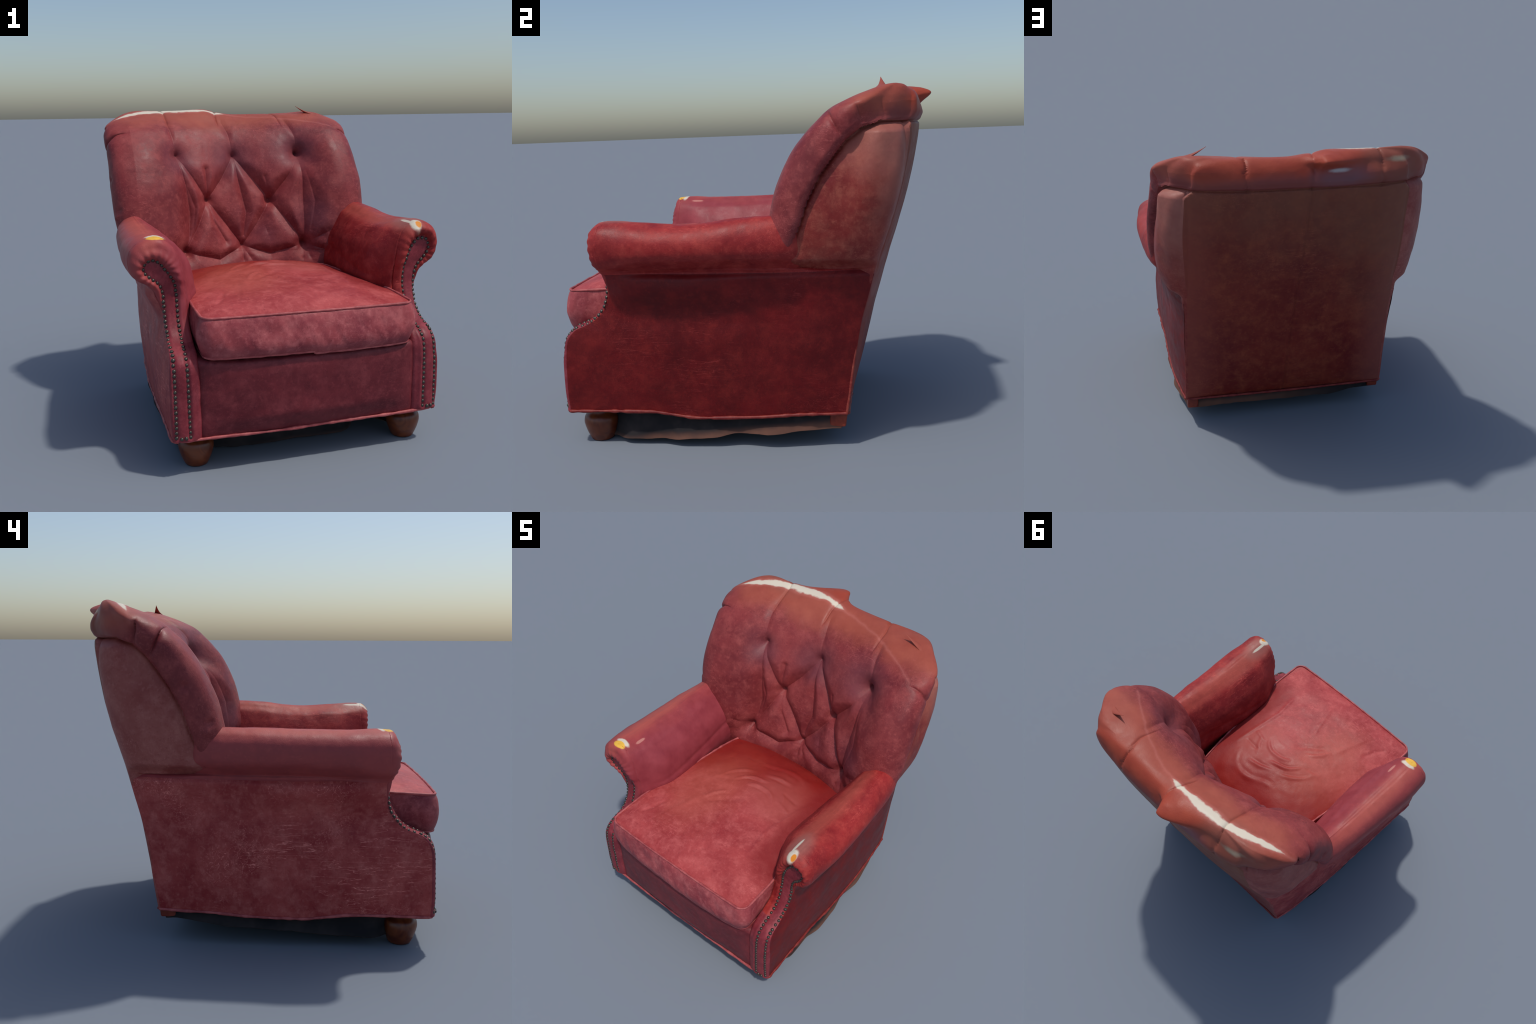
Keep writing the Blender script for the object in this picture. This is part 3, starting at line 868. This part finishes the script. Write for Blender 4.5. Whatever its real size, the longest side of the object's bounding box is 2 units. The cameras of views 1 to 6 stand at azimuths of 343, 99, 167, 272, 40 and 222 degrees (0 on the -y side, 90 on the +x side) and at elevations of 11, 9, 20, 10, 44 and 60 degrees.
    A = frontidx; B = backidx
    i = j = 0
    while i < len(A) - 1 or j < len(B) - 1:
        if j == len(B) - 1 or (i < len(A) - 1 and (i + 1) / len(A) <= (j + 1) / len(B)):
            cap.append((base + A[i], base + A[i + 1], base + B[j])); i += 1
        else:
            cap.append((base + A[i], base + B[j + 1], base + B[j])); j += 1
    # regions: 0 tufted cushion, 1 right wing, 2 left wing, 3 outside back
    fh = np.minimum(hcol, np.roll(hcol, -1))[None] * np.ones((NV - 1, 1), int)
    zz = V[:-1, :, 2]
    cush = (fh < NF) | (np.where(fh >= NF + NW - 1, zz > 1.634, fwd[:-1]))
    reg = np.where(cush, 0, np.where(fh >= NF + NW - 1, 3, np.where(isR[None], 1, 2)))
    reg = np.concatenate([reg.reshape(-1), np.zeros(len(cap), int)])
    Fall = np.vstack([F, np.array([list(c) + [c[-1]] for c in cap])])
    rowi = np.repeat(np.arange(NV)[:, None], nu, 1)
    flapw = sm(V[..., 1], .90, .94) * gauss(V[..., 0] + .10, .12)
    W = (sm(rowi, NV - 52, NV - 20) * (1 - flapw)).ravel()
    V = relax(V.reshape(-1, 3), Fall, W, 60).reshape(V.shape)
    over = sm(V[..., 2], 1.70, 1.74)
    for fx_, bx_ in ((-.42, -.45), (-.06, -.04), (.37, .335)):
        cx = fx_ + (bx_ - fx_) * sm(V[..., 1], .72, .88)
        cut = .012 * over * np.exp(-np.abs(V[..., 0] - cx) / .008)
        up = np.stack([0 * cut, V[..., 1] - .76, V[..., 2] - 1.69], -1)
        up /= np.linalg.norm(up, axis=-1, keepdims=True) + 1e-6
        V = V - up * cut[..., None]
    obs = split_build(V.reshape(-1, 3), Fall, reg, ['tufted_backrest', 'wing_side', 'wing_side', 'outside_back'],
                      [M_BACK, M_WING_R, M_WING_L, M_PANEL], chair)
    # leather covered buttons sunk in the tufts
    fx = V[:, :NF].reshape(-1, 3)
    fl = V[:, nu - NF:].reshape(-1, 3)
    allf = np.vstack([fx, fl])
    for bx, by, bz, w in BUTTONS:
        k = np.argmin((allf[:, 0] - bx) ** 2 + (allf[:, 2] - bz) ** 2)
        o = bpy.data.objects.new('tufting_button', BUTTON_ME)
        bpy.context.scene.collection.objects.link(o); o.parent = obs[0]
        o.matrix_local = Matrix.Translation(Vector((allf[k, 0], allf[k, 1] + .001, allf[k, 2]))) @ Vector((0, -1, .45)).to_track_quat('Z', 'Y').to_matrix().to_4x4()
    return obs, V

def button_mesh():
    me = NAIL_ME.copy(); me.name = 'tufting_button'
    me.materials.clear(); me.materials.append(M_BUTTON)
    for v in me.vertices:
        v.co.x *= .8; v.co.y *= .8; v.co.z *= .7
    return me
BUTTON_ME = button_mesh()

# ---------------------------------------------------------------- cushion
def cushion():
    n, m = 150, 170
    u = np.linspace(-1, 1, n); v = np.linspace(0, 1, m)
    U, Vv = np.meshgrid(u, v)
    yf, yr = -.948, .33
    Y = yf + (yr - yf) * Vv
    hw = soft(Y, [(-.95, .572), (-.72, .570), (-.3, .516), (.10, .468), (.33, .445)])
    # rounded front corners
    X = U * hw
    r = .055
    a_ = np.clip(1 - (hw - np.abs(X)) / r, 0, 1); b_ = np.clip(1 - (Y - yf) / r, 0, 1)
    both = (a_ > 0) & (b_ > 0)
    X = np.where(both, np.sign(X) * (hw - r + r * a_ * np.sqrt(1 - b_ ** 2 / 2)), X)
    Y = np.where(both, yf + r - r * b_ * np.sqrt(1 - a_ ** 2 / 2), Y)
    Y = Y + .012 * (1 - U ** 2) * -1 * (1 - Vv) ** 6
    edge = soft(Y, [(-.95, .806), (-.5, .822), (0, .826), (.12, .818), (.2, .802), (.33, .735)]) - .010 * X
    crown = (1 - np.abs(U) ** 2.6) * (1 - np.clip((.18 - Vv) / .18, 0, 1) ** 2.2) * soft(Y, [(-.95, .052), (-.6, .062), (-.2, .070), (.08, .050), (.2, .026), (.33, .0)])
    Z = edge + crown
    xa = X + CX
    # sit creases: nested arcs round a hollow behind the middle, and radiating pulls
    nz = np.stack([xa, Y, 0 * X], -1)
    warp = np.stack([vnoise(nz, 7, 71), vnoise(nz, 7, 72)], -1) * .022
    for pts, d, w in (([(.31, -.16), (.25, -.03), (.10, -.02), (-.05, -.06), (-.19, -.16), (-.25, -.29)], .011, .016),
                      ([(.28, -.22), (.20, -.10), (.08, -.10), (-.04, -.14), (-.13, -.22)], .010, .015),
                      ([(.26, -.29), (.17, -.18), (.07, -.17), (-.02, -.21)], .009, .014),
                      ([(.24, -.34), (.15, -.26), (.06, -.26)], .007, .012),
                      ([(.34, -.06), (.26, .08), (.08, .09), (-.12, .05)], .008, .020),
                      ([(.02, -.28), (-.12, -.36), (-.20, -.48)], .006, .016),
                      ([(-.10, -.20), (-.28, -.26), (-.38, -.42)], .005, .018)):
        line = spline(pts, 26)
        r, t = seg_dist(nz[..., :2] + warp, line)
        k = np.sin(np.pi * np.clip(t, 0, 1)) ** .7 * 1.45 * np.clip(.5 + .9 * vnoise(nz, 7, 50 + len(pts) + int(w * 4000)), 0, 1.2)
        far, _ = seg_dist(nz[..., :2] + warp, line + [0, -1.5 * w])
        Z = Z + k * d * (gauss(r, w) - .65 * gauss(far, w * .8))
    for pts, d, w in (([(.40, -.02), (.335, -.45), (.365, -.66)], .007, .014), ([(.05, -.30), (-.16, -.48)], -.006, .02),
                      ([(.0, -.45), (.10, -.80)], .004, .018), ([(-.2, -.45), (-.30, -.78)], .004, .02),
                      ([(-.45, -.80), (-.40, -.72), (-.36, -.60)], -.006, .015), ([(.2, -.1), (.36, -.12)], -.005, .012),
                      ([(.22, -.18), (.35, -.22)], .005, .012)):
        r, t = seg_dist(np.stack([xa, Y], -1), pts)
        Z = Z + d * gauss(r, w) * sm(t, 0, .2) * (1 - sm(t, .8, 1))
    top = np.stack([X, Y, Z], -1)
    N = grid_normals(top)
    top = top + N * (lumps(top, 61, 1.0) * sm(1 - np.abs(U), 0, .06) * sm(Vv, 0, .03))[..., None]
    # border wall round left, front, right
    rim = np.vstack([top[::-1, 0], top[0, 1:-1], top[:, -1]])
    k = 46
    h = np.linspace(0, 1, k)[:, None]
    nr = len(rim)
    tang = np.gradient(rim, axis=0); nrm = np.stack([tang[:, 1], -tang[:, 0]], 1)
    from_ends = np.arange(nr)
    ker = np.ones(17) / 17
    pad = np.pad(nrm, ((8, 8), (0, 0)), mode='edge')
    nrm = np.stack([np.convolve(pad[:, c], ker, 'valid') for c in (0, 1)], 1)
    nrm /= np.linalg.norm(nrm, axis=1, keepdims=True)
    zbot = .594 + .010 * (rim[:, 0] < 0) - .006 * rim[:, 0] / .55
    frontness = sm(-rim[:, 1], .80, .94)
    bul = (.030 * frontness + .012 * (1 - frontness)) * (1 + .25 * vnoise(rim * [1, 1, 0], 4, 17))
    W = np.zeros((k, nr, 3))
    shape = np.sin(np.pi * h) ** .75
    W[..., 0] = rim[:, 0] + nrm[:, 0] * bul * shape - nrm[:, 0] * .012 * h ** 3
    W[..., 1] = rim[:, 1] + nrm[:, 1] * bul * shape - nrm[:, 1] * .010 * h ** 3
    W[..., 1] -= .034 * frontness * (1 - np.clip(np.abs(rim[:, 0]) / .56, 0, 1) ** 4) * sm(h, .3, .95) * .8
    W[..., 2] = rim[:, 2] * (1 - h) + zbot * h
    N = grid_normals(W)
    slant = W + np.stack([.5 * W[..., 2], 0 * h * W[..., 0], 0 * W[..., 0]], -1)
    puck = (.006 * vnoise(slant * [15, 15, 4], 1.0, 33) + .003 * vnoise(slant * [34, 34, 9], 1.0, 34)) * np.sin(np.pi * h)
    W = W - N * ((lumps(W, 77) * np.sin(np.pi * h) + puck))[..., None]
    top[..., 0] += CX; W[..., 0] += CX
    a = build('seat_cushion', top.reshape(-1, 3), grid_faces(m, n), M_SEAT, chair)
    b = build('cushion_border', W.reshape(-1, 3), grid_faces(k, nr)[:, ::-1], M_BORDER, a)
    # underside closes the block
    bot = W[-1]; q = len(bot)
    L = bot[:m]; Rr = bot[-m:][::-1]
    fr = np.linspace(0, 1, 12)[:, None, None]
    bt = L[None] * (1 - fr) + Rr[None] * fr
    build('cushion_underside', bt.reshape(-1, 3), grid_faces(12, m), M_BORDER, a)
    rim2 = W[0] + [0, 0, .001]
    cut = slice(4, -4)
    tube('cushion_welt', resample(rim2[cut], 420) + np.array([0, 0, .002]), .0072, M_WELT, a, wob=.3)
    tube('cushion_welt', resample(W[-1][cut], 420), .0070, M_WELT, a, wob=.3)

# ------------------------------------------------------------------ apron
def apron():
    n, prof = 120, []
    prof = spline([(-.60, .597), (-.78, .594), (-.885, .590), (-.916, .580), (-.926, .55), (-.928, .44), (-.926, .30), (-.922, .196), (-.90, .186)], 90)
    x = np.linspace(-.592, .592, n)
    P = np.zeros((90, n, 3))
    P[..., 0] = x; P[..., 1] = prof[:, 0:1]; P[..., 2] = prof[:, 1:2]
    e = 1 - np.abs(x) / .592
    P[..., 1] -= .036 * (1 - (np.abs(x) / .592) ** 3.0) * sm(prof[:, 1:2], .18, .30) * (1 - .3 * sm(prof[:, 1:2], .54, .60)) * sm(-prof[:, 0:1], .86, .92) + .008 * (1 - (x / .592) ** 2)
    P[..., 1] += .016 * np.exp(-e / .02) * sm(-prof[:, 0:1], .80, .90)
    P[..., 2] += (1 - sm(prof[:, 1:2], .18, .3)) * (-.002 * (1 - (x / .59) ** 2)) - .012 * sm(prof[:, 1:2], .45, .56) * (x / .59) * .5
    N = grid_normals(P)
    P = P + N * (lumps(P, 91, 1.2))[..., None]
    P[..., 0] += CX
    return build('front_apron', P.reshape(-1, 3), grid_faces(90, n)[:, ::-1], M_APRON, chair)

# --------------------------------------------------------- bottom welt etc.
def bottom_welt():
    for s, mat in ((1, M_WELT_R), (-1, M_WELT)):
        edge = EDGES[s]
        line = edge[edge[:, 1] > -.905] + [s * .002, 0, -.002]
        corner = np.array([[CX + s * .722, -.918, .190], [CX + s * .700, -.925, .189]])
        tube('bottom_welt', resample(np.vstack([line[::-1], corner]), 200), .0085, mat, chair, wob=.35)
    xs = np.linspace(-.700, .700, 160)
    z = .191 - .005 * (1 - (xs / .7) ** 2) + .002 * np.sin(xs * 9)
    tube('bottom_welt', np.stack([CX + xs, -.926 - .008 * (1 - (xs / .7) ** 2), z], 1), .0085, M_WELT, chair, wob=.35)
    xs = np.linspace(-.648, .648, 140)
    tube('bottom_welt', np.stack([CX + xs, np.full(140, .542), .183 - .006 * np.cos(xs * 2.4)], 1), .008, M_WELT_R, chair, wob=.3)

def leg(x, y):
    prof = [(.0, .198), (.074, .198), (.073, .178), (.066, .166), (.071, .150), (.088, .128), (.0935, .103), (.090, .078), (.080, .045), (.066, .012), (.060, .001), (.0, .000)]
    p = spline(prof[1:-1], 44); p[:, 1] = np.clip(p[:, 1], 0, .2)
    n = 40
    th = np.linspace(0, 2 * math.pi, n, endpoint=False)
    V = np.stack([p[:, 0:1] * np.cos(th), p[:, 0:1] * np.sin(th), np.repeat(p[:, 1:2], n, 1)], -1)
    V[..., 0] += x; V[..., 1] += y
    F = [list(f) for f in grid_faces(44, n, True)[:, ::-1]]
    F.append(list(range(n))); F.append(list(range(43 * n, 44 * n))[::-1])
    return build('front_leg', V.reshape(-1, 3), F, M_WOOD, chair)

def rear_stub(s):
    x0, x1, y0, y1 = .572, .640, .452, .538
    top, bot = .20, (.106 if s > 0 else .134)
    c = [(x0, y0), (x1, y0), (x1, y1), (x0, y1)]
    r = .008; ring = []
    for i, (a, b) in enumerate(c):
        sx = 1 if a == x1 else -1; sy = 1 if b == y1 else -1
        arc = [(a - sx * r + sx * r * math.cos(t), b - sy * r + sy * r * math.sin(t)) for t in (0, .4, .8, 1.2, 1.57)]
        ring += arc if sx * sy > 0 else arc[::-1]
    n = len(ring); V = []; F = []
    zs = [top, bot + .008, bot + .002, bot]; ins = [0, 0, .002, .007]
    for z, k in zip(zs, ins):
        for a, b in ring:
            f = 1 - k / .035
            mx, my = (x0 + x1) / 2, (y0 + y1) / 2
            V.append((CX + s * (mx + (a - mx) * f), my + (b - my) * f - .010 * (top - z) / .08, z))
    for k in range(3):
        for i in range(n):
            F.append((k * n + i, k * n + (i + 1) % n, (k + 1) * n + (i + 1) % n, (k + 1) * n + i))
    F.append(tuple(range(n))); F.append(tuple(range(3 * n, 4 * n))[::-1])
    if s > 0:
        F = [f[::-1] for f in F]
    build('rear_leg', V, F, M_STUB, chair, smooth=False)

def dust_cloth():
    """Sagging black cambric under the frame, with a dusty ragged lower edge."""
    n = 260
    c = []
    for y in np.linspace(.50, -.74, 70): c.append((.672 - .035 * float(sm(y, .2, .5)) - .07 * float(sm(y, -.60, -.72)), y))
    for x in np.linspace(.60, -.60, 60): c.append((x, -.70 + .30 * float(sm(x, .22, .58))))
    for y in np.linspace(-.74, .50, 70): c.append((-.672 + .035 * float(sm(y, .2, .5)) + .07 * float(sm(y, -.60, -.72)), y))
    for x in np.linspace(-.62, .62, 60): c.append((x, .505))
    ring = resample(np.array(c + [c[0]]), n + 1)[:-1]
    zl = soft(ring[:, 1], [(-.75, .018), (-.5, .032), (-.2, .056), (0, .072), (.2, .082), (.45, .104), (.55, .095)])
    P3 = np.stack([ring[:, 0], ring[:, 1], zl * 0], 1)
    wav = .007 * vnoise(P3, 7, 3) + .003 * vnoise(P3, 24, 4)
    k = 16
    h = np.linspace(0, 1, k)[:, None]
    V = np.zeros((k, n, 3))
    outn = ring - np.array([0, -.1]); outn /= np.linalg.norm(outn, axis=1, keepdims=True)
    flare = h ** 2 * (.018 + .02 * vnoise(P3, 7, 9)) * (1 - .8 * sm(ring[:, 1], .25, .42)) + .006 * np.sin(np.pi * h)
    V[..., 0] = ring[:, 0] + outn[:, 0] * flare - ring[:, 0] * .04 * (1 - h)
    V[..., 1] = ring[:, 1] + outn[:, 1] * flare
    zl = zl + .030 * sm(-ring[:, 0], .3, .6)
    V[..., 2] = .195 * (1 - h) + (zl + wav) * h
    V[..., 0] += CX
    # inner return: thin lip then a membrane to the middle
    lip = V[-1] + np.array([0, 0, -.004]); lip[:, :2] -= outn * .006
    rings = [lip]
    for f in (.9, .7, .4, .15):
        r = lip.copy(); r[:, 0] = CX + (lip[:, 0] - CX) * f; r[:, 1] = -.1 + (lip[:, 1] + .1) * f
        r[:, 2] = lip[:, 2] * f + .062 * (1 - f) + .012
        rings.append(r)
    W = np.stack([V[-1]] + rings)
    o = build('dust_cloth', V.reshape(-1, 3), grid_faces(k, n, True), M_CLOTH, chair)
    F = [list(f) for f in grid_faces(len(W), n, True)] + [[(len(W) - 1) * n + i for i in range(n)]]
    build('dust_cloth_bottom', W.reshape(-1, 3), F, M_CLOTH_EDGE, o)

def torn_curl(parent):
    """Thin curl of split leather standing up on the right of the crest."""
    c = spline([(.690, .715, 1.768), (.650, .722, 1.786), (.605, .726, 1.803), (.566, .724, 1.822), (.525, .720, 1.846)], 40)
    t = np.linspace(0, 1, 40)
    wd = .038 * (1 - t) ** 1.1 + .0012; th = .013 * (1 - t) ** 1.3 + .0010
    a = np.linspace(0, 2 * math.pi, 14, endpoint=False)
    V = np.zeros((40, 14, 3))
    V[..., 0] = c[:, 0:1] + th[:, None] * np.sin(a) * .5
    V[..., 1] = c[:, 1:2] + wd[:, None] * np.cos(a)
    V[..., 2] = c[:, 2:3] + th[:, None] * np.sin(a)
    build('torn_leather_curl', V.reshape(-1, 3), grid_faces(40, 14, True)[:, ::-1], M_BACK, parent)

EDGES = {}
for s in (1, -1):
    _, EDGES[s] = side_body(s)
BK, BV = backrest()
torn_curl(BK[0])
cushion()
apron()
bottom_welt()
leg(CX + .599, -.795)
leg(CX - .599 + .012, -.775)
rear_stub(1); rear_stub(-1)
dust_cloth()
